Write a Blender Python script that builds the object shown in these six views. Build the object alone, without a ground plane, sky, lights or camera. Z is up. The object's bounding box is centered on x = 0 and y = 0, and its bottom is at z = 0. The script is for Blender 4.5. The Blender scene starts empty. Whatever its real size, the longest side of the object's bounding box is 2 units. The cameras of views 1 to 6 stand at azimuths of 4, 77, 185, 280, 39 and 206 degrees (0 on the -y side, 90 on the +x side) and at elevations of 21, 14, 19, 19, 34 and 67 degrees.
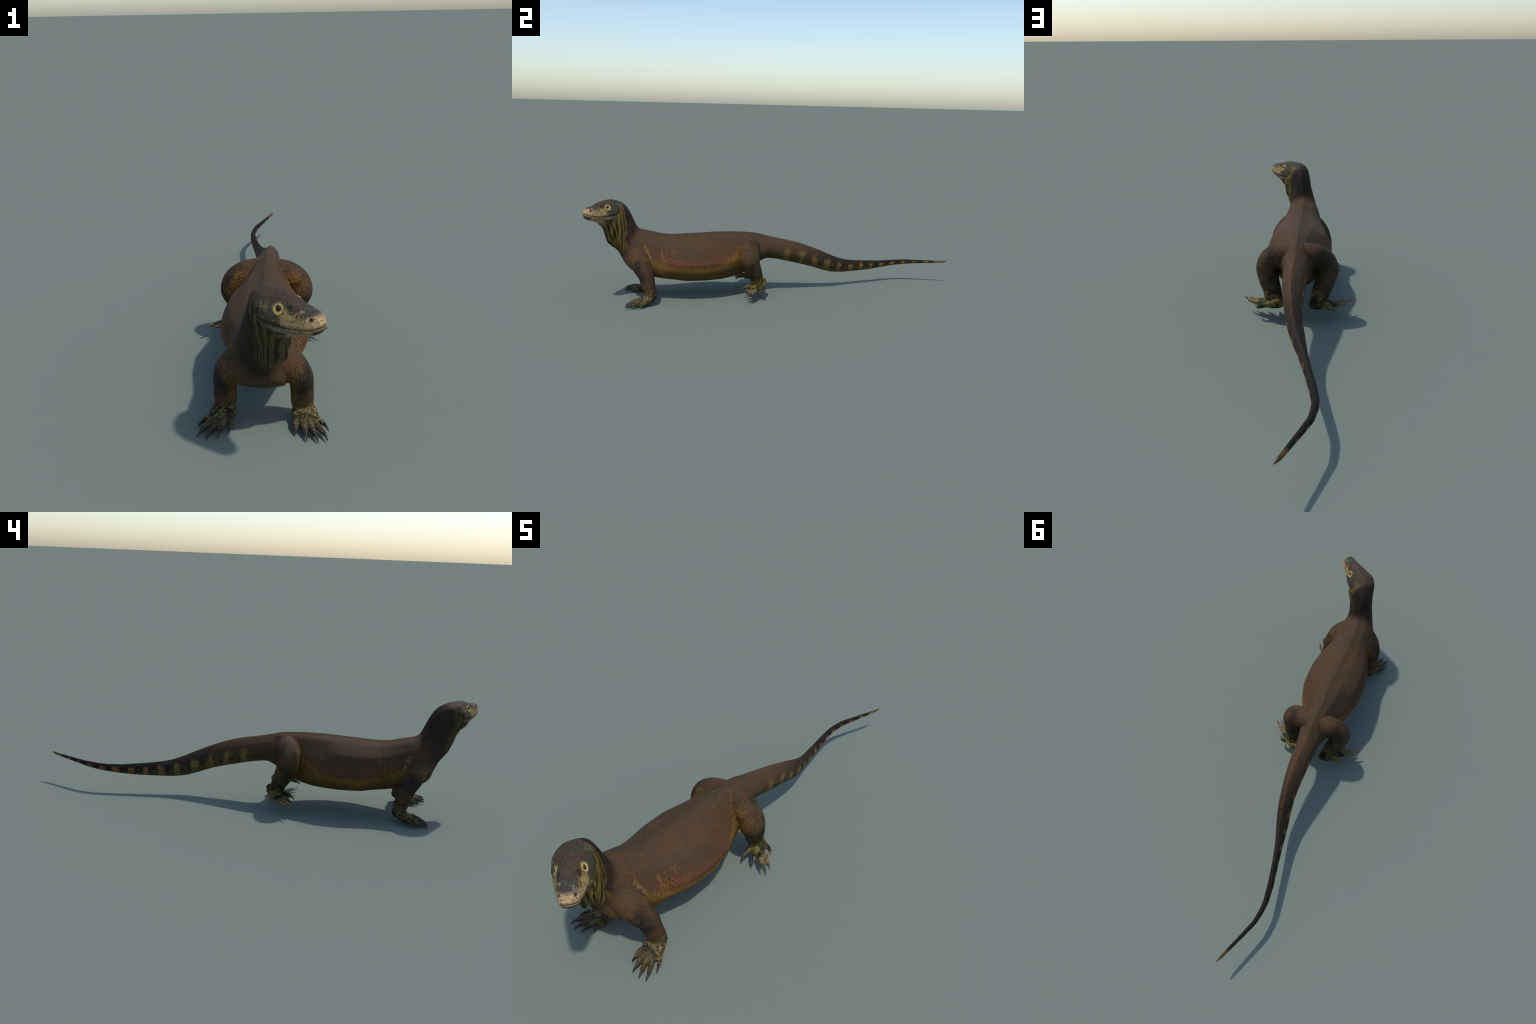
"""A large monitor lizard standing on four legs, head turned to its left, tail trailing.

Built as lofts (trunk, limbs, toes) fused by a voxel remesh into one skin, sculpted
with small procedural displacements, then separated into anatomical parts.
"""
import bpy, bmesh, math
import numpy as np
from mathutils import Vector, Matrix, noise, kdtree

# ---------------------------------------------------------------- small maths
def pchip(x, y, xi):
    """monotone cubic interpolation of the columns of y"""
    x = np.asarray(x, float); y = np.asarray(y, float)
    flat = y.ndim == 1
    if flat: y = y[:, None]
    h = np.diff(x)[:, None]; d = np.diff(y, axis=0) / h
    m = np.zeros_like(y)
    w1 = 2 * h[1:] + h[:-1]; w2 = h[1:] + 2 * h[:-1]
    same = d[1:] * d[:-1] > 0
    den = np.where(same, w1 / np.where(same, d[:-1], 1) + w2 / np.where(same, d[1:], 1), 1)
    m[1:-1] = np.where(same, (w1 + w2) / den, 0)
    m[0] = d[0]; m[-1] = d[-1]
    xi = np.asarray(xi, float)
    k = np.clip(np.searchsorted(x, xi) - 1, 0, len(x) - 2)
    t = ((xi - x[k]) / (x[k + 1] - x[k]))[:, None]; hk = h[k]
    r = ((1 + 2 * t) * (1 - t) ** 2 * y[k] + t * (1 - t) ** 2 * hk * m[k]
         + t * t * (3 - 2 * t) * y[k + 1] + t * t * (t - 1) * hk * m[k + 1])
    return r[:, 0] if flat else r

def smooth(x, a, b):
    t = np.clip((x - a) / (b - a), 0, 1)
    return t * t * (3 - 2 * t)

def unit(v):
    v = np.asarray(v, float); return v / np.linalg.norm(v)

# ---------------------------------------------------------------- head frame
YAW = math.radians(48.3)                       # the head looks to the animal's left
HO = np.array([.0935, -.9155, .49])            # point midway between the eyes
HF = np.array([math.sin(YAW), -math.cos(YAW), 0])   # towards the nose
HS = np.array([math.cos(YAW), math.sin(YAW), 0])    # towards the left cheek

def head_pt(a, s, z):
    return HO * (1, 1, 0) + HF * a + HS * s + np.array([0, 0, z])

# ---------------------------------------------------------------- trunk loft
TN = [0, .07, .23, .38, .55, .72, .88, .96, 1]          # heights, 0 back .. 1 belly
ROUND = [0, .51, .84, .97, 1, .90, .65, .39, 0]
P_SNOUT = [0, .60, .86, .97, 1, .95, .78, .55, 0]
P_HEAD = [0, .46, .76, .92, 1, .96, .74, .46, 0]
P_JAW = [0, .52, .86, 1, .93, .60, .30, .16, 0]
P_NAPE = [0, .60, .96, 1, .90, .64, .34, .19, 0]
P_THROAT = [0, .58, .93, 1, .92, .62, .33, .19, 0]
P_NECK = [0, .54, .86, .98, 1, .88, .60, .37, 0]
P_BLADE = [0, .54, .87, .98, 1, .98, .90, .76, 0]
P_CHEST = [0, .46, .82, .93, 1, .94, .74, .50, 0]
P_TORSO = [0, .40, .76, .89, 1, .92, .66, .40, 0]
P_RUMP = [0, .36, .63, .85, 1, .92, .66, .40, 0]
P_TAIL = [0, .32, .76, .93, 1, .90, .66, .40, 0]

def hs(a, zt, zb, w, prof, ab=None, yaw=48.3):
    """a section of the head given by its distance along the head axis"""
    return (head_pt(a, 0, zt), head_pt(a if ab is None else ab, 0, zb), w, prof, yaw)

TRUNK = [
    hs(.1125, .480, .463, .0075, P_SNOUT),
    hs(.108, .487, .451, .0165, P_SNOUT),
    hs(.096, .496, .440, .0265, P_SNOUT),
    hs(.070, .501, .429, .0345, P_SNOUT, .066),
    hs(.045, .506, .419, .0410, P_HEAD, .040),
    hs(.020, .514, .408, .0470, P_HEAD, .014),
    hs(-.005, .519, .392, .0520, P_HEAD, -.004),
    hs(-.035, .521, .368, .0580, P_JAW, -.014, 45),
    ((.043, -.874, .520), (.084, -.900, .343), .0600, P_NAPE, 38),
    ((.028, -.845, .513), (.084, -.897, .320), .0600, P_NAPE, 26),
    ((.020, -.808, .491), (.062, -.887, .297), .0560, P_THROAT, 16),
    ((.016, -.785, .460), (.038, -.864, .275), .0560, P_NECK, 9),
    ((.010, -.765, .415), (.022, -.843, .248), .0600, P_NECK, 6),
    ((.006, -.747, .376), (.016, -.828, .215), .0690, P_NECK, 4),
    ((.005, -.730, .363), (.014, -.806, .178), .0790, P_BLADE, 3),
    ((.004, -.700, .356), (.014, -.765, .146), .0870, P_BLADE, 1),
    ((.003, -.660, .346), (.017, -.700, .123), .0965, P_CHEST, 0),
    ((.003, -.620, .336), (.020, -.640, .109), .1085, P_CHEST, 0),
    ((.003, -.570, .332), (.018, -.575, .098), .1320, P_TORSO, 0),
    ((.003, -.500, .334), (.014, -.500, .087), .1470, P_TORSO, 0),
    ((.003, -.420, .337), (.010, -.420, .085), .1480, P_TORSO, 0),
    ((.002, -.330, .340), (.006, -.330, .088), .1310, P_RUMP, 0),
    ((.001, -.250, .339), (.001, -.250, .099), .1010, P_RUMP, 0),
    ((.000, -.185, .335), (.000, -.185, .125), .0790, P_RUMP, 0),
    ((.000, -.130, .328), (-.003, -.120, .170), .0640, P_RUMP, 0),
    ((.001, -.085, .316), (-.004, -.075, .188), .0540, P_TAIL, 0),
    ((.002, -.030, .303), (-.008, -.035, .184), .0490, P_TAIL, 0),
    ((.005, .025, .291), (-.008, .018, .173), .0465, P_TAIL, 1),
    ((.005, .086, .276), (-.010, .070, .160), .0430, P_TAIL, 4),
    ((-.002, .184, .241), (-.016, .172, .133), .0350, P_TAIL, 9),
    ((-.014, .270, .203), (-.031, .255, .104), .0300, P_TAIL, 12),
    ((-.029, .327, .178), (-.046, .318, .087), .0260, P_TAIL, 15),
    ((-.048, .392, .157), (-.061, .388, .081), .0195, P_TAIL, 15),
    ((-.063, .446, .148), (-.072, .446, .081), .0165, P_TAIL, 14),
    ((-.084, .535, .138), (-.089, .535, .082), .0145, P_TAIL, 12),
    ((-.100, .613, .131), (-.104, .613, .088), .0143, P_TAIL, 9),
    ((-.110, .694, .129), (-.112, .694, .096), .0120, ROUND, -3),
    ((-.104, .767, .131), (-.104, .767, .103), .0105, ROUND, -14),
    ((-.086, .825, .131), (-.086, .825, .109), .0095, ROUND, -18),
    ((-.057, .904, .132), (-.057, .904, .116), .0082, ROUND, -20),
    ((-.034, .967, .134), (-.034, .967, .121), .0066, ROUND, -20),
    ((-.0225, 1.000, .136), (-.0225, .998, .129), .0026, ROUND, -20),
]

def trunk_mesh(bm):
    D = np.array([s[0] for s in TRUNK]); B = np.array([s[1] for s in TRUNK])
    W = np.array([[p * s[2] for p in s[3]] for s in TRUNK])
    A = np.radians([s[4] for s in TRUNK])
    mid = (D + B) / 2
    u = np.concatenate([[0], np.cumsum(np.linalg.norm(np.diff(mid, axis=0), axis=1)
                                       + .3 * np.linalg.norm(np.diff(D, axis=0), axis=1))])
    fine = np.unique(np.concatenate([np.linspace(u[i], u[i + 1], max(3, int((u[i + 1] - u[i]) / .007)))
                                     for i in range(len(u) - 1)]))
    D, B, W = pchip(u, D, fine), pchip(u, B, fine), pchip(u, W, fine)
    A = pchip(u, A, fine)
    rings = []
    for k in range(len(fine)):
        side = np.array([math.cos(A[k]), math.sin(A[k]), 0])
        H = np.linalg.norm(D[k] - B[k])
        t = np.array(TN); w = W[k]
        c = np.concatenate([[0], np.cumsum(np.hypot(np.diff(w), np.diff(t) * H))])
        ci = np.linspace(0, c[-1], 30)
        corner = np.stack([np.interp(ci, c, w), np.interp(ci, c, t)], 1)      # faceted outline
        prof = .3 * pchip(c, np.stack([w, t], 1), ci) + .7 * corner
        left = [D[k] + (B[k] - D[k]) * tt + side * ww for ww, tt in prof]
        right = [D[k] + (B[k] - D[k]) * tt - side * ww for ww, tt in prof[1:-1]][::-1]
        rings.append([bm.verts.new(p) for p in left + right])
    skin_rings(bm, rings)

def skin_rings(bm, rings):
    n = len(rings[0])
    for r0, r1 in zip(rings, rings[1:]):
        for i in range(n):
            j = (i + 1) % n
            bm.faces.new((r0[i], r0[j], r1[j], r1[i]))
    bm.faces.new(rings[0][::-1]); bm.faces.new(rings[-1])

def tube(bm, pts, radii, ref, cap=True, n=20, step=.006):
    """elliptic tube: radii (a across `ref`-side, b) at each centre; returns samples (centre, mean radius)"""
    P = np.array(pts, float); R = np.array(radii, float)
    if R.ndim == 1: R = np.stack([R, R], 1)
    u = np.concatenate([[0], np.cumsum(np.linalg.norm(np.diff(P, axis=0), axis=1))])
    fine = np.linspace(0, u[-1], max(6, int(u[-1] / step)))
    P, R = pchip(u, P, fine), pchip(u, R, fine)
    T = np.gradient(P, axis=0); T /= np.linalg.norm(T, axis=1)[:, None]
    rings = []
    ks = list(range(len(fine)))
    spec = [(P[k], T[k], R[k]) for k in ks]
    if cap:
        def ends(p, t, r, sgn):
            m = min(r)
            return [(p + sgn * t * m * math.sin(q), t, r * math.cos(q)) for q in (.5, .95, 1.3, 1.5)]
        spec = ends(P[0], T[0], R[0], -1)[::-1] + spec + ends(P[-1], T[-1], R[-1], 1)
    for p, t, r in spec:
        b = unit(np.cross(t, ref)); a = np.cross(b, t)
        rings.append([bm.verts.new(p + a * r[0] * math.cos(q) + b * r[1] * math.sin(q))
                      for q in np.linspace(0, 2 * math.pi, n, endpoint=False)])
    skin_rings(bm, rings)
    return [(P[k], float(R[k].mean())) for k in ks]

# ---------------------------------------------------------------- limbs (left side; mirrored for the right)
FORE_MID = .0145
ARM = [((.030, -.748, .245), (.066, .075)), ((.075, -.745, .229), (.054, .052)),
       ((.112, -.732, .190), (.047, .043)), ((.128, -.714, .150), (.039, .037)),
       ((.131, -.704, .105), (.034, .0355)), ((.132, -.693, .065), (.031, .0355)),
       ((.133, -.688, .046), (.028, .034))]
PALM = [((.134, -.682, .040), (.029, .022)), ((.137, -.704, .032), (.038, .022)),
        ((.142, -.726, .022), (.041, .018)), ((.146, -.743, .016), (.037, .013))]
# toe: base, knuckle, claw root, claw tip
FORE_TOES = [
    [(.115, -.728, .018), (.111, -.752, .018), (.113, -.770, .014), (.113, -.790, .002)],
    [(.131, -.736, .020), (.136, -.768, .020), (.142, -.791, .014), (.146, -.816, .001)],
    [(.147, -.736, .019), (.157, -.768, .019), (.169, -.795, .012), (.179, -.820, .001)],
    [(.158, -.730, .018), (.176, -.760, .018), (.194, -.788, .013), (.206, -.814, .004)],
    [(.160, -.713, .018), (.180, -.728, .017), (.197, -.747, .015), (.210, -.770, .006)]]
LEG = [((.020, -.172, .266), (.052, .055)), ((.070, -.180, .262), (.051, .052)),
       ((.111, -.187, .243), (.049, .047)), ((.124, -.187, .205), (.050, .048)),
       ((.115, -.168, .157), (.042, .042)), ((.101, -.151, .119), (.036, .038)),
       ((.094, -.141, .090), (.032, .037)), ((.090, -.135, .078), (.028, .034))]
SOLE = [((.068, -.108, .079), (.022, .020)), ((.090, -.122, .072), (.030, .021)),
        ((.112, -.142, .064), (.035, .017)), ((.126, -.154, .058), (.032, .012))]
HIND_TOES = [
    [(.102, -.150, .066), (.101, -.180, .068), (.102, -.203, .062), (.105, -.223, .046)],
    [(.115, -.156, .062), (.129, -.183, .060), (.142, -.202, .054), (.155, -.220, .045)],
    [(.128, -.158, .058), (.155, -.181, .056), (.184, -.205, .054), (.207, -.223, .049)],
    [(.135, -.150, .058), (.168, -.168, .054), (.203, -.193, .054), (.230, -.218, .058)],
    [(.120, -.120, .064), (.146, -.121, .058), (.160, -.126, .050), (.176, -.149, .052)]]
# (height, breadth) of a toe at base, knuckle and claw root
FORE_R = [(.0125, .0094), (.0125, .0092), (.0090, .0074)]; HIND_R = [(.0125, .0100), (.0115, .0096), (.0090, .0082)]

def mirrored(pts, mid):
    return [(2 * mid - p[0], p[1], p[2]) for p in pts]

def build_body():
    bm = bmesh.new()
    trunk_mesh(bm)
    samples = []                                # (label, centre, radius)
    for side in (0, 1):
        for kind, limb, foot, toes, radii, mid in (
                ('fore', ARM, PALM, FORE_TOES, FORE_R, FORE_MID), ('hind', LEG, SOLE, HIND_TOES, HIND_R, 0.)):
            f = (lambda p: p) if side == 0 else (lambda p, m=mid: mirrored(p, m))
            s = tube(bm, f([c for c, r in limb]), [r for c, r in limb], (0, 1, 0), n=28)
            skip = .045 if kind == 'fore' else .05
            samples += [((kind + 'limb', side, 0), c, r) for c, r in s if abs(c[0] - mid) > (.085 if kind == 'fore' else .07) or c[2] < .13]
            s = tube(bm, f([c for c, r in foot]), [r for c, r in foot], (1, 0, 0) if kind == 'fore' else unit((.8 * (1 - 2 * side), .6, 0)), n=24, step=.004)
            samples += [((kind + 'foot', side, 0), c, r) for c, r in s]
            for ti, toe in enumerate(toes):
                pts = f(toe); k = .85 if ti == 4 else 1.
                s = tube(bm, pts[:3], [(a * k, b * k) for a, b in radii], (0, 0, 1), n=14, step=.004)
                half = len(s) // 3
                samples += [((kind + 'toe', side, ti), c, r) for c, r in s[half:]]
    bmesh.ops.recalc_face_normals(bm, faces=bm.faces)
    me = bpy.data.meshes.new('body'); bm.to_mesh(me); bm.free()
    ob = bpy.data.objects.new('body', me); bpy.context.collection.objects.link(ob)
    m = ob.modifiers.new('r', 'REMESH'); m.mode = 'VOXEL'; m.voxel_size = .0024; m.adaptivity = 0
    m = ob.modifiers.new('s', 'SMOOTH'); m.factor = .5; m.iterations = 7
    dg = bpy.context.evaluated_depsgraph_get()
    me2 = bpy.data.meshes.new_from_object(ob.evaluated_get(dg))
    bpy.data.objects.remove(ob); bpy.data.meshes.remove(me)
    return me2, samples

# ---------------------------------------------------------------- relief
MOUTH_A = [-.075, -.06, -.02, .03, .07, .10, .12, .14]
MOUTH_Z = [.460, .455, .450, .449, .453, .461, .470, .474]
NOSTRILS = [np.array([.177, -.962, .482]), np.array([.147, -.991, .483])]
EYES = [(np.array([.118, -.887, .491]), 1), (np.array([.069, -.944, .491]), -1)]

def sculpt(me):
    n = len(me.vertices)
    co = np.empty(n * 3); me.vertices.foreach_get('co', co); co = co.reshape(-1, 3)
    no = np.empty(n * 3); me.vertex_normals.foreach_get('vector', no); no = no.reshape(-1, 3)
    d = np.zeros(n)
    rel = co - HO
    a, s = rel @ HF, rel @ HS; z = co[:, 2]; x = co[:, 0]; y = co[:, 1]
    head = (z > .39) & (a > -.09)
    # mouth slit
    mz = np.interp(a, MOUTH_A, MOUTH_Z)
    fade = smooth(a, -.07, -.05) * head
    d -= .0016 * np.exp(-((z - mz) / .0022) ** 2) * fade
    d += .0012 * np.exp(-((z - mz - .008) / .005) ** 2) * fade
    # nostrils and eyes sit on the skin
    for p in NOSTRILS + [e[0] for e in EYES]:
        p[:] = co[np.linalg.norm(co - p, axis=1).argmin()]
    for p in NOSTRILS:
        r = np.linalg.norm(co - p, axis=1); d -= .005 * np.exp(-(r / .0048) ** 2)
    # eye sockets and brows
    for p, sg in EYES:
        r = np.linalg.norm(co - p, axis=1)
        d += .0012 * np.exp(-((r - .015) / .005) ** 2) * head
    # ear hollows behind the jaw
    for sg in (1, -1):
        p = head_pt(-.068, .058 * sg, .462); r = np.linalg.norm(co - p, axis=1)
        d -= .006 * np.exp(-(r / .013) ** 2)
    # throat and neck folds: run down the neck
    phi = np.arctan2(x - .035, -(y + .835))
    nk = smooth(z, .24, .29) * (1 - smooth(z, .43, .47)) * (y < -.76) * (1 - smooth(np.abs(phi - .5), 1.5, 2.0)) * (1 - smooth(a, -.03, .02))
    warp = np.array([noise.noise(Vector((c[0] * 9, c[1] * 9, c[2] * 7))) for c in co[(nk > 0)]])
    w = np.zeros(n); w[nk > 0] = warp
    d += nk * .0015 * np.sin(phi * 11 + 7 * (z - .35) * 3 + 3.0 * w)
    d += nk * .0009 * np.sin(phi * 23 + 5 * w)
    # wrinkles behind the shoulder and across the collar
    wr = np.exp(-((y + .60) / .045) ** 2) * np.exp(-((z - .235) / .03) ** 2) * smooth(np.abs(x), .07, .1)
    d += wr * .002 * np.sin((y * .8 + (z - .23) * .5) * 420)
    co += no * d[:, None]
    me.vertices.foreach_set('co', co.ravel()); me.update()

# ---------------------------------------------------------------- shader mini language
class S:
    """a float socket with arithmetic"""
    def __init__(s, nt, sock): s.nt, s.o = nt, sock
    def _m(s, op, *others, clamp=False):
        nd = s.nt.nodes.new('ShaderNodeMath'); nd.operation = op; nd.use_clamp = clamp
        for i, v in enumerate((s,) + others):
            if isinstance(v, S): s.nt.links.new(v.o, nd.inputs[i])
            else: nd.inputs[i].default_value = v
        return S(s.nt, nd.outputs[0])
    def __add__(s, b): return s._m('ADD', b)
    __radd__ = __add__
    def __sub__(s, b): return s._m('SUBTRACT', b)
    def __rsub__(s, b): return (s * -1.) + b
    def __mul__(s, b): return s._m('MULTIPLY', b)
    __rmul__ = __mul__
    def __truediv__(s, b): return s._m('DIVIDE', b)
    def abs(s): return s._m('ABSOLUTE')
    def sin(s): return s._m('SINE')
    def max(s, b): return s._m('MAXIMUM', b)
    def min(s, b): return s._m('MINIMUM', b)
    def pow(s, b): return s._m('POWER', b)
    def atan2(s, b): return s._m('ARCTAN2', b)
    def inv(s): return 1. - s
    def step(s, a, b):
        """smoothstep from a to b (a > b falls)"""
        nd = s.nt.nodes.new('ShaderNodeMapRange'); nd.interpolation_type = 'SMOOTHSTEP'
        s.nt.links.new(s.o, nd.inputs[0])
        lo, hi = (a, b) if a < b else (b, a)
        nd.inputs[1].default_value = lo; nd.inputs[2].default_value = hi
        nd.inputs[3].default_value, nd.inputs[4].default_value = (0, 1) if a < b else (1, 0)
        return S(s.nt, nd.outputs[0])
    def curve(s, xs, ys):
        """piecewise linear lookup"""
        lo, hi = min(ys), max(ys)
        t = (s - xs[0]) / (xs[-1] - xs[0])
        nd = s.nt.nodes.new('ShaderNodeValToRGB'); cr = nd.color_ramp
        s.nt.links.new(t.o, nd.inputs[0])
        for i, (x, v) in enumerate(zip(xs, ys)):
            p = (x - xs[0]) / (xs[-1] - xs[0])
            e = cr.elements[i] if i < 2 and False else (cr.elements[0] if i == 0 else cr.elements[-1] if i == len(xs) - 1 else cr.elements.new(p))
            g = (v - lo) / (hi - lo); e.position = p; e.color = (g, g, g, 1)
        sep = s.nt.nodes.new('ShaderNodeSeparateColor'); s.nt.links.new(nd.outputs[0], sep.inputs[0])
        return S(s.nt, sep.outputs[0]) * (hi - lo) + lo
    def gauss(s, width):
        return (s / width).pow(2.)._m('MULTIPLY', -1.)._m('EXPONENT') if False else (0. - ((s / width) * (s / width)))._m('EXPONENT')

class Skin:
    def __init__(self, name):
        self.mat = bpy.data.materials.new(name); self.mat.use_nodes = True
        self.nt = self.mat.node_tree; self.bsdf = self.nt.nodes['Principled BSDF']
        tc = self.nt.nodes.new('ShaderNodeTexCoord'); self.obj = tc.outputs['Object']
        sep = self.nt.nodes.new('ShaderNodeSeparateXYZ'); self.nt.links.new(self.obj, sep.inputs[0])
        self.x, self.y, self.z = (S(self.nt, sep.outputs[i]) for i in range(3))
    def vec(self, scale=(1, 1, 1), src=None):
        mp = self.nt.nodes.new('ShaderNodeMapping'); mp.inputs['Scale'].default_value = scale
        self.nt.links.new(src or self.obj, mp.inputs[0]); return mp.outputs[0]
    def noise(self, scale, detail=3, rough=.5, stretch=(1, 1, 1)):
        nd = self.nt.nodes.new('ShaderNodeTexNoise')
        nd.inputs['Scale'].default_value = scale; nd.inputs['Detail'].default_value = detail
        nd.inputs['Roughness'].default_value = rough
        self.nt.links.new(self.vec(stretch), nd.inputs['Vector']); return S(self.nt, nd.outputs[0])
    def cells(self, scale, stretch=(1, 1, 1), rand=.7, feature='F1', out='Distance'):
        nd = self.nt.nodes.new('ShaderNodeTexVoronoi'); nd.feature = feature
        nd.inputs['Scale'].default_value = scale; nd.inputs['Randomness'].default_value = rand
        self.nt.links.new(self.vec(stretch), nd.inputs['Vector']); return S(self.nt, nd.outputs[out])
    def dot(self, v, origin=(0, 0, 0)):
        return self.x * float(v[0]) + self.y * float(v[1]) + self.z * float(v[2]) - float(np.dot(v, origin))
    def dist(self, p):
        nd = self.nt.nodes.new('ShaderNodeVectorMath'); nd.operation = 'DISTANCE'
        self.nt.links.new(self.obj, nd.inputs[0]); nd.inputs[1].default_value = tuple(p)
        return S(self.nt, nd.outputs['Value'])
    def rgb(self, c):
        nd = self.nt.nodes.new('ShaderNodeRGB'); nd.outputs[0].default_value = (*c, 1); return nd.outputs[0]
    def mix(self, a, b, f, mode='MIX'):
        nd = self.nt.nodes.new('ShaderNodeMix'); nd.data_type = 'RGBA'; nd.blend_type = mode
        nd.clamp_factor = True
        for k, v in ((6, a), (7, b)):
            if isinstance(v, tuple): nd.inputs[k].default_value = (*v, 1)
            else: self.nt.links.new(v, nd.inputs[k])
        if isinstance(f, S): self.nt.links.new(f.o, nd.inputs[0])
        else: nd.inputs[0].default_value = f
        return nd.outputs[2]
    def gain(self, c, f):
        """multiply a colour by a float socket"""
        cb = self.nt.nodes.new('ShaderNodeCombineXYZ')
        for i in range(3): self.nt.links.new(f.o, cb.inputs[i])
        vm = self.nt.nodes.new('ShaderNodeVectorMath'); vm.operation = 'MULTIPLY'
        self.nt.links.new(c, vm.inputs[0]); self.nt.links.new(cb.outputs[0], vm.inputs[1]); return vm.outputs[0]
    def finish(self, col, height=None, rough=.6, strength=.5, dist=.002, spec=.35):
        self.nt.links.new(col, self.bsdf.inputs['Base Color'])
        if isinstance(rough, S): self.nt.links.new(rough.o, self.bsdf.inputs['Roughness'])
        else: self.bsdf.inputs['Roughness'].default_value = rough
        self.bsdf.inputs['Specular IOR Level'].default_value = spec
        if height is not None:
            b = self.nt.nodes.new('ShaderNodeBump'); b.inputs['Strength'].default_value = strength
            b.inputs['Distance'].default_value = dist
            self.nt.links.new(height.o, b.inputs['Height']); self.nt.links.new(b.outputs[0], self.bsdf.inputs['Normal'])
        return self.mat

def lin(r, g, b):
    return tuple((v / 255 / 12.92 if v / 255 <= .04045 else ((v / 255 + .055) / 1.055) ** 2.4) for v in (r, g, b))

# palette (display values of the lit surface)
C_BACK = lin(80, 62, 45); C_RUST = lin(94, 62, 40); C_DARK = lin(48, 40, 33); C_SLATE = lin(64, 55, 40)
C_BELLY = lin(124, 91, 46); C_OLIVE = lin(98, 76, 36); C_GOLD = lin(122, 99, 48); C_TAN = lin(176, 144, 100)
C_BLACK = lin(26, 24, 21); C_EYE = lin(186, 164, 88); C_ORANGE = lin(104, 62, 32); C_GREEN = lin(42, 43, 28)

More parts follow.
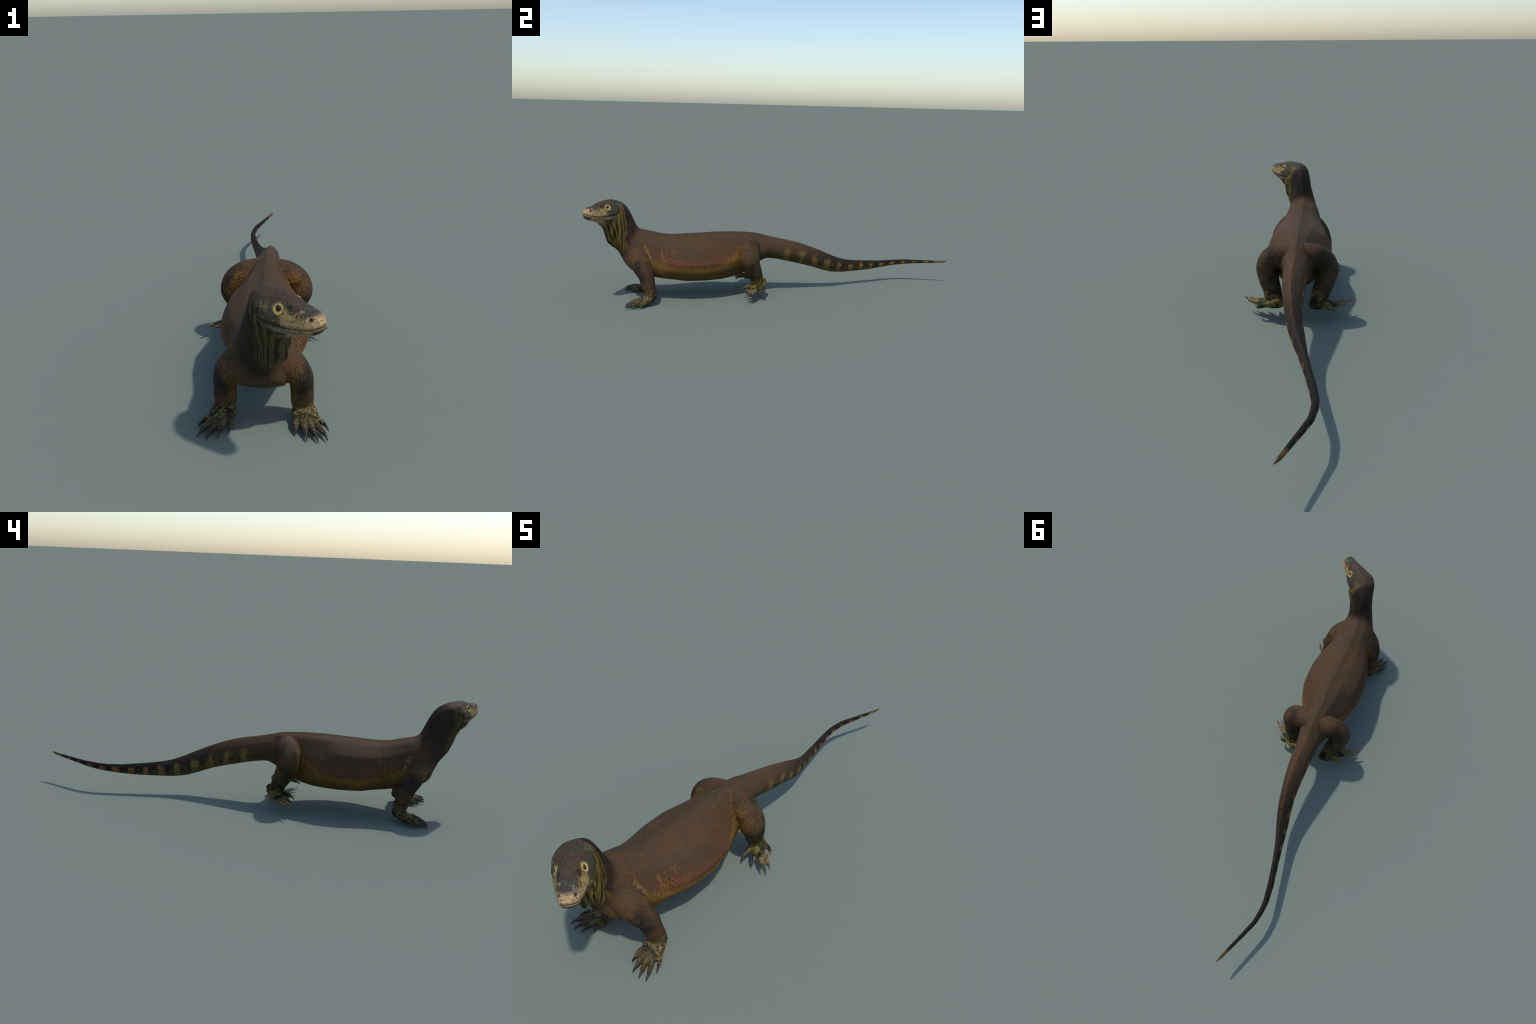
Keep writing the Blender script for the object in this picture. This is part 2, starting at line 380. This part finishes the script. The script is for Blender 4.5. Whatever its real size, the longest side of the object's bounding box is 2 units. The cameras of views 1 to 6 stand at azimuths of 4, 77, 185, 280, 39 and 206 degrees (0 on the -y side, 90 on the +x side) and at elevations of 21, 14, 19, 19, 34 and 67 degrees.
def body_colour(k):
    """base colour by place on trunk, neck, head and tail; k is a Skin"""
    x, y, z = k.x, k.y, k.z
    big = k.noise(7, 4); mid = k.noise(26, 4); fine = k.noise(120, 3); vfine = k.noise(380, 2)
    j = (big - .5); jm = (mid - .5); jf = (fine - .5)
    # ---- torso
    col = k.mix(C_BACK, C_RUST, (big * 1.3 - .2 + jm).step(.3, .8) * .6)
    col = k.mix(col, C_SLATE, ((x - .003).abs() + jm * .03).step(.030, .008) * (y + .3).abs().step(.45, .3) * .6)
    col = k.mix(col, lin(70, 62, 40), (k.noise(15, 4) + jf * .4).step(.50, .68) * .55)
    low = z - y.curve([-.72, -.65, -.577, -.5, -.4, -.334, -.28, -.24, -.205, -.165, -.11],
                      [.235, .215, .193, .180, .180, .198, .225, .262, .300, .225, .180])
    low = low + jm * .035
    col = k.mix(col, lin(106, 65, 42), low.step(.06, .012) * .7 * (y + .45).abs().step(.25, .15))
    belly = low.step(.010, -.012) * (y + .42).abs().step(.40, .30)
    bcol = k.mix(C_BELLY, C_OLIVE, (big + low * -3.).step(.45, .75))
    bcol = k.mix(bcol, lin(84, 66, 32), (y * 430. + jm * 5.).sin().step(.2, .9) * .45)
    col = k.mix(col, bcol, belly)
    wn = k.noise(40, 3, .6, (.5, 1.6, .35))
    wr = wn.step(.5, .64) * (y + .605).abs().step(.065, .02) * (z - .238).abs().step(.045, .012)
    col = k.mix(col, lin(126, 92, 50), wr * .75)
    pit = (k.dot((0, .933, .36), (0, -.712, .285)) + jm * .02 + jf * .012).abs().step(.013, .004)
    along = k.dot((0, .36, -.933), (0, -.712, .285)) + jm * .02
    pit = pit * along.step(-.012, .004) * along.step(.075, .055) * (x - FORE_MID).abs().step(.06, .075) * (mid + jf).step(.36, .56)
    col = k.mix(col, lin(134, 104, 56), pit * .75)
    spot = k.noise(34, 2)
    col = k.mix(col, lin(118, 84, 48), spot.step(.72, .78) * .5)
    # ---- tail
    tail = (y + jm * .03).step(-.10, -.05)
    zc = y.curve([-.1, .02, .09, .18, .27, .33, .39, .45, .54, .61, .7, .77, .83, .9, 1.],
                 [.255, .234, .219, .190, .157, .136, .121, .117, .112, .110, .113, .117, .121, .125, .132])
    hh = y.curve([-.1, .02, .09, .18, .27, .33, .39, .45, .54, .61, .7, .77, .83, .9, 1.],
                 [.064, .057, .056, .051, .046, .043, .036, .031, .026, .021, .016, .013, .0105, .0075, .004])
    h = (z - zc) / hh                                   # -1 under .. +1 ridge
    tcol = k.mix(C_BACK, C_DARK, (y + j * .3).step(.0, .4))
    tcol = k.mix(tcol, C_BLACK, y.step(.3, .75) * .8)
    tcol = k.mix(tcol, C_ORANGE, (h + jm * .3).step(.86, .99) * y.step(.5, .25) * fine.step(.40, .6) * .7)
    tcol = k.mix(tcol, C_GREEN, (h + jm * 1.2).step(.0, -.5) * .65)
    ph = ((y - .025) / .085) * (1. + (y - .025) * .213) + jm * .5 + j * .35
    wob = k.noise(60, 3)
    band = (ph * (2 * math.pi) + math.pi / 2).sin().step(-.15, .9) * (h + jm * 1.2 - y * .3).step(.40, -.10) * y.step(-.05, .02)
    band = band * (wob * 1.6 + .05)
    tcol = k.mix(tcol, k.mix(lin(132, 104, 60), lin(150, 100, 50), y.step(.3, .6)), band)
    tcol = k.mix(tcol, lin(92, 78, 40), (h + jm * 1.2).step(.2, -.3) * (k.noise(48, 3) + jf * .5).step(.46, .62) * .7)
    tcol = k.mix(tcol, lin(98, 82, 42), (h + jm * .8).step(-.55, -.9) * .55)
    tcol = k.mix(tcol, lin(132, 106, 58), (y + jm * .16 + h * -.02).step(.9, .99) * .6)
    col = k.mix(col, tcol, tail)
    # ---- neck
    phi = (x - .030).atan2((y + .835) * -1.)
    nwarp = k.noise(11, 3) - .5
    neck = (k.dot(unit((0, -.155, .09)), (.01, -.79, .28)) + jm * .03).step(-.015, .03)
    ncol = k.mix(lin(68, 49, 38), C_DARK, (big + jm * .6).step(.3, .6))
    throat = ((phi - .80).abs() + jm * 1.0 + jf * .5).step(1.60, 1.15) * (z + jm * .04).step(.235, .285)
    stripe = (phi * 24. + z * 26. + nwarp * 10. + jm * 2.).sin() + (phi * 13. - z * 10. + nwarp * 8.).sin() * .6 + jf * 2.
    scol = k.mix(lin(90, 80, 42), C_GOLD, (phi + nwarp).step(.5, 1.5))
    scol = k.mix(scol, lin(86, 74, 56), (phi - .55 + nwarp * .5).abs().step(.45, .2) * .6)
    scol = k.mix(scol, lin(46, 38, 24), stripe.step(-.15, .7) * .9)
    ncol = k.mix(ncol, scol, throat)
    col = k.mix(col, ncol, neck)
    # ---- head
    a = k.dot(HF, HO); s = k.dot(HS, HO)
    hn = unit(np.cross(HS, (-.06, .085, .115)))
    if hn @ HF < 0: hn = -hn
    head = (k.dot(hn, (.045, -.855, .48)) + jm * .02).step(-.012, .012)
    speck = k.cells(260, rand=.9)
    hcol = k.mix(lin(74, 61, 49), lin(92, 61, 41), (fine + jm * .8).step(.45, .62) * .8)
    hcol = k.mix(hcol, lin(60, 66, 58), (mid + jf * .4).step(.5, .66) * .75)
    hcol = k.mix(hcol, lin(30, 30, 28), (speck + jf * .5).step(.36, .66) * .6)
    sideface = (s.abs() - z.curve([.40, .45, .48, .50, .525], [.024, .034, .033, .034, .040]) + jm * .014).step(.0, .008)
    fcol = k.mix(lin(60, 59, 49), lin(98, 86, 54), (mid + jf * .6).step(.46, .64))
    fcol = k.mix(fcol, lin(44, 46, 42), (big + jf * .5).step(.55, .7) * .5)
    hcol = k.mix(hcol, fcol, sideface * .85)
    # olive under the jaw, with folds
    mz = a.curve(MOUTH_A, MOUTH_Z)
    under = (z - mz + .019 + jm * .02).step(.006, -.006) * a.step(.085, .03)
    ucol = k.mix(lin(88, 78, 38), lin(44, 38, 22), ((z * 330. + nwarp * 12. + jm * 4.).sin() + jf).step(.0, .8) * .8)
    hcol = k.mix(hcol, ucol, under * .9)
    # tan snout and lips
    snout = (a + (z - .48) * -.9 + jm * .05 + jf * .06).step(.062, .082)
    lipu = (z - mz - .007 + jf * .012).abs().step(.012, .006) * (a + jm * .1 + jf * .06).step(.01, .05)
    lipl = (z - mz + .011 + jf * .014).abs().step(.009, .004) * (a + jm * .12).step(-.07, .0) * a.step(.095, .07)
    tan = k.mix(C_TAN, lin(84, 82, 76), (speck + jf * 1.2 + jm * .5).step(.50, .72) * .75)
    hcol = k.mix(hcol, tan, snout)
    hcol = k.mix(hcol, k.mix(lin(54, 56, 52), lin(88, 82, 68), (fine + jm * .4).step(.5, .62)), (z + jm * .02 + jf * .01).step(.486, .495) * (a + jf * .02).step(.108, .094) * a.step(.045, .065) * .85)
    hcol = k.mix(hcol, tan, lipu * .8)
    hcol = k.mix(hcol, k.mix(lin(142, 118, 86), lin(84, 84, 82), (fine + jm * .6).step(.42, .6)), lipl * .8)
    hcol = k.mix(hcol, lin(52, 54, 54), (z - mz).step(-.002, -.008) * a.step(.088, .10) * .9)
    # eye ring, patch before the eye, nostril, mouth slit, ear
    for p, sg in EYES:
        patch = k.dist(head_pt(.030, .040 * sg, .474)).min(k.dist(head_pt(.052, .034 * sg, .470)) + .004)
        hcol = k.mix(hcol, lin(156, 132, 84), (patch + jm * .05 + jf * .09).step(.028, .010) * .8)
    for p, sg in EYES:
        e = k.dist(p)
        hcol = k.mix(hcol, lin(28, 28, 25), (k.dist(head_pt(.030, .032 * sg, .501)) + jm * .02 + jf * .015).step(.017, .009) * .7)
        hcol = k.mix(hcol, lin(112, 106, 62), (e + jm * .01 + jf * .008).step(.020, .014) * .7)
        hcol = k.mix(hcol, C_EYE, (e + jm * .008 + jf * .005).step(.0158, .0118) * .85)
    for p in NOSTRILS:
        hcol = k.mix(hcol, lin(40, 37, 28), k.dist(p).step(.0066, .0042))
    slit = (z - mz).abs().step(.0026, .0010) * a.step(-.068, -.045)
    hcol = k.mix(hcol, lin(44, 36, 28), slit * .85)
    for sg in (1, -1):
        hcol = k.mix(hcol, lin(32, 31, 24), (k.dist(head_pt(-.066, .060 * sg, .462)) + jm * .03).step(.020, .009) * .85)
    collar = (k.dist(head_pt(-.10, .05, .475)) + jm * .04 + jf * .03).step(.032, .012)
    hcol = k.mix(hcol, lin(122, 92, 44), collar * .6)
    col = k.mix(col, hcol, head)
    return col, fine, mid, big, vfine, jm, head, neck

def scale_rows(k, u, v, size):
    """rows of pebble scales on a surface laid out by two lengths u, v; 1 on a scale, 0 in the seam"""
    cb = k.nt.nodes.new('ShaderNodeCombineXYZ')
    k.nt.links.new(u.o, cb.inputs[0]); k.nt.links.new(v.o, cb.inputs[1])
    nd = k.nt.nodes.new('ShaderNodeTexVoronoi'); nd.voronoi_dimensions = '2D'
    nd.inputs['Scale'].default_value = 1 / size; nd.inputs['Randomness'].default_value = .45
    k.nt.links.new(cb.outputs[0], nd.inputs['Vector'])
    return S(k.nt, nd.outputs['Distance']).step(.58, .24)

def scales(k, col, fine, vfine, depth, head, neck, limb):
    """pebbled scales in rows that follow the body: darker seams, bump height"""
    x, y, z = k.x, k.y, k.z
    ys = [-.7, -.6, -.5, -.3, -.2, -.1, .02, .09, .18, .27, .33, .39, .45, .54, .61, .7, .77, .83, .9, 1.]
    zc = y.curve(ys, [.23, .22, .21, .21, .23, .255, .234, .219, .190, .157, .136, .121, .117, .112, .110, .113, .117, .121, .125, .132])
    xc = y.curve(ys, [.01, .01, .008, .003, .001, -.001, -.001, -.002, -.008, -.022, -.037, -.054, -.067, -.086, -.102, -.111, -.104, -.086, -.058, -.022])
    rr = y.curve(ys, [.11, .13, .15, .14, .10, .075, .062, .056, .050, .042, .036, .030, .026, .022, .019, .016, .013, .011, .008, .005])
    seam = scale_rows(k, y, (x - xc).atan2(z - zc) * rr, .0055)
    nk = scale_rows(k, z * 1.0 - y * .4, (x - .025).atan2((y + .84) * -1.) * .06, .0056)
    seam = seam * neck.inv() + nk * neck
    if limb:
        ax = ((x - FORE_MID) if limb == 'fore' else x).abs()
        cx, cy = (.117, -.710) if limb == 'fore' else (.110, -.172)
        lm = scale_rows(k, z + ax * -.5, (ax - cx).atan2(y - cy) * .037, .0058)
        far = (z + ax * -.9).step(.16, .10)
        seam = seam * far.inv() + lm * far
    g = k.cells(430, (1, 1, 1), .8)
    shade = 1.06 - seam.inv() * depth * (1. - head)
    shade = shade * (fine * .7 + .65) * (vfine * .8 + .60)
    return k.gain(col, shade), seam * .7 * (1. - head * .8) + g.inv() * .3

def skin_material(name, limb=None):
    k = Skin(name); x, y, z = k.x, k.y, k.z
    col, fine, mid, big, vfine, jm, head, neck = body_colour(k); jf = fine - .5
    if limb == 'fore':
        ax = (x - FORE_MID).abs()
        far = ((ax - .075) * 1. - (z - .21) * .8 + jm * .02).step(.0, .05)
        lc = k.mix(lin(86, 62, 43), lin(50, 45, 38), (big + jm * .6).step(.38, .60))
        lc = k.mix(lc, lin(98, 74, 40), (ax + (z - .1) * -.1 + jm * .03).step(.112, .090) * .8)     # inner side
        cuff = (z + jm * .06 + jf * .03).step(.095, .070) * (mid + jf).step(.40, .62)
        lc = k.mix(lc, lin(112, 94, 52), cuff * .75)
        hand = (z + jm * .05).step(.066, .044)
        blot = (mid + jf * .9).step(.44, .64)
        blot = blot * .6 + (fine + jm * .5).step(.48, .60) * .4
        hc = k.mix(lin(46, 45, 33), lin(118, 102, 64), blot)
        hc = k.mix(hc, k.mix(lin(108, 94, 66), lin(60, 56, 40), (mid + jf).step(.42, .6)), (y + jm * .04).step(-.738, -.762) * .85)
        hc = k.mix(hc, lin(56, 50, 40), (y + jm * .03).step(-.772, -.800) * .8)
        lc = k.mix(lc, hc, hand)
        armpit = (y + .690 + jm * .04).step(-.015, .012) * (z - .230).abs().step(.075, .03) * ax.step(.14, .11)
        col = k.mix(col, lc, far)
        col = k.mix(col, lin(124, 96, 50), armpit * .6)
    if limb == 'hind':
        ax = x.abs()
        far = (ax - .055 - (z - .28) * .5 + jm * .02).step(.0, .05)
        lc = k.mix(lin(82, 63, 43), lin(54, 47, 35), (big + jm * .6).step(.38, .60))
        front = (y + .222 + (z - .25) * .25 + jm * .03).step(.016, -.012) * (ax + jm * .04).step(.165, .115)
        lc = k.mix(lc, k.mix(lin(124, 88, 36), lin(70, 52, 30), (mid + jf).step(.48, .66)), front * .85)
        shin = (z + jm * .07).step(.165, .11)
        blot = (mid + jf * .9).step(.44, .62)
        lc = k.mix(lc, k.mix(lin(44, 41, 27), lin(108, 88, 44), blot), shin)
        foot = (z + jm * .03).step(.092, .074)
        fc = k.mix(lin(42, 46, 30), lin(116, 106, 56), (mid * 1.1 + jf * .5).step(.46, .62))
        fc = k.mix(fc, lin(126, 106, 80), ((ax * .62 - y * .55) + jm * .03).step(.192, .214) * .85)
        lc = k.mix(lc, fc, foot)
        lc = k.mix(lc, lin(116, 88, 64), z.step(.056, .046) * .6)
        col = k.mix(col, lc, far)
    col, height = scales(k, col, fine, vfine, .55 if limb else .48, head, neck, limb)
    rough = fine * .25 + .55
    return k.finish(col, height, rough, .5, .0016, .10)

def claw_material(name, dark, light):
    k = Skin(name); n = k.noise(160, 3, .6, (1, .3, 1))
    col = k.mix(dark, light, n.step(.45, .72))
    return k.finish(col, n, .45, .2, .001, .35)

def eye_material():
    k = Skin('eye_gloss')
    col = k.rgb(lin(64, 38, 26))
    for p, sg in EYES:
        e = k.dist(p + HS * sg * .004)
        col = k.mix(col, lin(14, 10, 9), e.step(.0070, .0050))
    k.bsdf.inputs['Coat Weight'].default_value = .12; k.bsdf.inputs['Coat Roughness'].default_value = .1
    return k.finish(col, None, .35, spec=.25)

def lid_material():
    k = Skin('eyelid_skin'); n = k.noise(220, 3); c = k.cells(500)
    col = k.mix(lin(170, 150, 86), lin(118, 104, 58), n.step(.4, .7))
    return k.finish(col, c, .6, .3, .0006, .2)

# ---------------------------------------------------------------- parts
def split_body(me, samples, mats, root):
    n = len(me.polygons)
    nv = len(me.vertices)
    co = np.empty(nv * 3); me.vertices.foreach_get('co', co); co = co.reshape(-1, 3)
    no = np.empty(nv * 3); me.vertex_normals.foreach_get('vector', no); no = no.reshape(-1, 3)
    polys = [tuple(p.vertices) for p in me.polygons]
    cen = np.array([co[list(p)].mean(0) for p in polys])
    # trunk regions by cutting planes
    lab = np.full(n, 'torso', dtype=object)
    lab[cen[:, 1] > -.09] = 'tail'
    nn = unit(np.cross((1, 0, 0), (-.012, .08, .155)))
    if nn[1] > 0: nn = -nn
    neck = (cen - np.array([.006, -.745, .37])) @ nn > 0
    lab[neck & (cen[:, 2] > .17)] = 'neck'
    hn = unit(np.cross(HS, (-.06, .085, .115)))
    if hn @ HF < 0: hn = -hn
    lab[((cen - np.array([.045, -.855, .48])) @ hn > 0) & (cen[:, 2] > .37)] = 'head'
    # limbs: nearest limb sample, if close enough
    C = np.array([s[1] for s in samples]); R = np.array([s[2] for s in samples])
    low = np.where((cen[:, 1] > -.84) & (cen[:, 1] < -.03) & (cen[:, 2] < .34) & (np.abs(cen[:, 0]) > .045))[0]
    for chunk in np.array_split(low, max(1, len(low) // 4000)):
        dist = np.linalg.norm(cen[chunk][:, None] - C[None], axis=2) / R[None]
        best = dist.argmin(1); dd = dist.min(1)
        for i, b, q in zip(chunk, best, dd):
            if q < 1.22: lab[i] = samples[b][0]
    groups = {}
    for i, l in enumerate(lab):
        groups.setdefault(l, []).append(i)
    objs = {}
    for l, faces in groups.items():
        used = sorted({v for i in faces for v in polys[i]})
        remap = {v: i for i, v in enumerate(used)}
        name = l if isinstance(l, str) else {'forelimb': 'forelimb', 'hindlimb': 'hindlimb', 'forefoot': 'forefoot',
                                             'hindfoot': 'hindfoot', 'foretoe': 'toe', 'hindtoe': 'toe'}[l[0]]
        m = bpy.data.meshes.new(name)
        m.from_pydata([tuple(co[v]) for v in used], [], [[remap[v] for v in polys[i]] for i in faces])
        m.polygons.foreach_set('use_smooth', [True] * len(m.polygons))
        m.normals_split_custom_set_from_vertices([tuple(no[v]) for v in used])
        kind = 'trunk' if isinstance(l, str) else l[0][:4]
        m.materials.append(mats[kind])
        ob = bpy.data.objects.new(name, m); bpy.context.collection.objects.link(ob)
        objs[l] = ob
    for l, ob in objs.items():
        if isinstance(l, str) or l[0].endswith('limb'): ob.parent = root
        else: ob.parent = objs[(l[0][:4] + 'limb', l[1], 0)]
    return objs

def make_claws(objs, mats):
    for kind, toes, mid, rad in (('fore', FORE_TOES, FORE_MID, .0060), ('hind', HIND_TOES, 0., .0062)):
        for side in (0, 1):
            for ti, toe in enumerate(toes):
                p = np.array(toe if side == 0 else mirrored(toe, mid))
                root_, tip = p[2], p[3]
                back = root_ + (p[1] - root_) * .15
                ctrl = (root_ + tip) / 2 + np.array([0, 0, .006]) + (root_ - p[1]) * .12
                ts = np.linspace(0, 1, 9)
                pts = [(1 - t) ** 2 * back + 2 * t * (1 - t) * ctrl + t * t * tip for t in ts]
                rr = [rad * (1 - t) ** .7 + .0007 for t in ts]
                bm = bmesh.new()
                tube(bm, pts, [(r * 1.1, r * .8) for r in rr], (0, 0, 1), n=12, step=.002)
                bmesh.ops.recalc_face_normals(bm, faces=bm.faces)
                m = bpy.data.meshes.new('claw'); bm.to_mesh(m); bm.free()
                m.polygons.foreach_set('use_smooth', [True] * len(m.polygons)); m.materials.append(mats[kind])
                ob = bpy.data.objects.new('claw', m); bpy.context.collection.objects.link(ob)
                ob.parent = objs[(kind + 'limb', side, 0)]

def make_eyes(head, m_eye, m_lid):
    for p, sg in EYES:
        nrm = unit(HS * sg + np.array([0, 0, .22]) + HF * .1)
        t1 = unit(np.cross((0, 0, 1), nrm)); t2 = np.cross(nrm, t1)
        bm = bmesh.new()
        bmesh.ops.create_uvsphere(bm, u_segments=28, v_segments=18, radius=.0100)
        bmesh.ops.translate(bm, verts=bm.verts, vec=tuple(p - nrm * .0054))
        me = bpy.data.meshes.new('eye'); bm.to_mesh(me); bm.free()
        me.polygons.foreach_set('use_smooth', [True] * len(me.polygons)); me.materials.append(m_eye)
        ob = bpy.data.objects.new('eye', me); bpy.context.collection.objects.link(ob); ob.parent = head
        bm = bmesh.new(); rings = []
        for q in np.linspace(0, 2 * math.pi, 40, endpoint=False):
            rx, ry = .0104, .0094
            c = p - nrm * .0012 + t1 * rx * math.cos(q) + t2 * ry * math.sin(q)
            out = unit(t1 * math.cos(q) + t2 * math.sin(q))
            rings.append([bm.verts.new(c + out * .0022 * math.cos(w) + nrm * .0020 * math.sin(w))
                          for w in np.linspace(0, 2 * math.pi, 12, endpoint=False)])
        for r0, r1 in zip(rings, rings[1:] + rings[:1]):
            for i in range(12):
                bm.faces.new((r0[i], r0[(i + 1) % 12], r1[(i + 1) % 12], r1[i]))
        bmesh.ops.recalc_face_normals(bm, faces=bm.faces)
        me = bpy.data.meshes.new('eyelid'); bm.to_mesh(me); bm.free()
        me.polygons.foreach_set('use_smooth', [True] * len(me.polygons)); me.materials.append(m_lid)
        ob = bpy.data.objects.new('eyelid', me); bpy.context.collection.objects.link(ob); ob.parent = head

def main():
    root = bpy.data.objects.new('monitor_lizard', None); bpy.context.collection.objects.link(root)
    root['label'] = 'large brown scaly monitor lizard with banded tail, head turned'
    root['category'] = 'lizard'
    me, samples = build_body()
    sculpt(me)
    mats = {'trunk': skin_material('trunk_skin'), 'fore': skin_material('forelimb_skin', 'fore'),
            'hind': skin_material('hindlimb_skin', 'hind')}
    objs = split_body(me, samples, mats, root)
    bpy.data.meshes.remove(me)
    make_claws(objs, {'fore': claw_material('fore_claw_horn', lin(34, 32, 29), lin(70, 60, 48)),
                      'hind': claw_material('hind_claw_horn', lin(62, 54, 42), lin(124, 104, 78))})
    make_eyes(objs['head'], eye_material(), lid_material())

main()
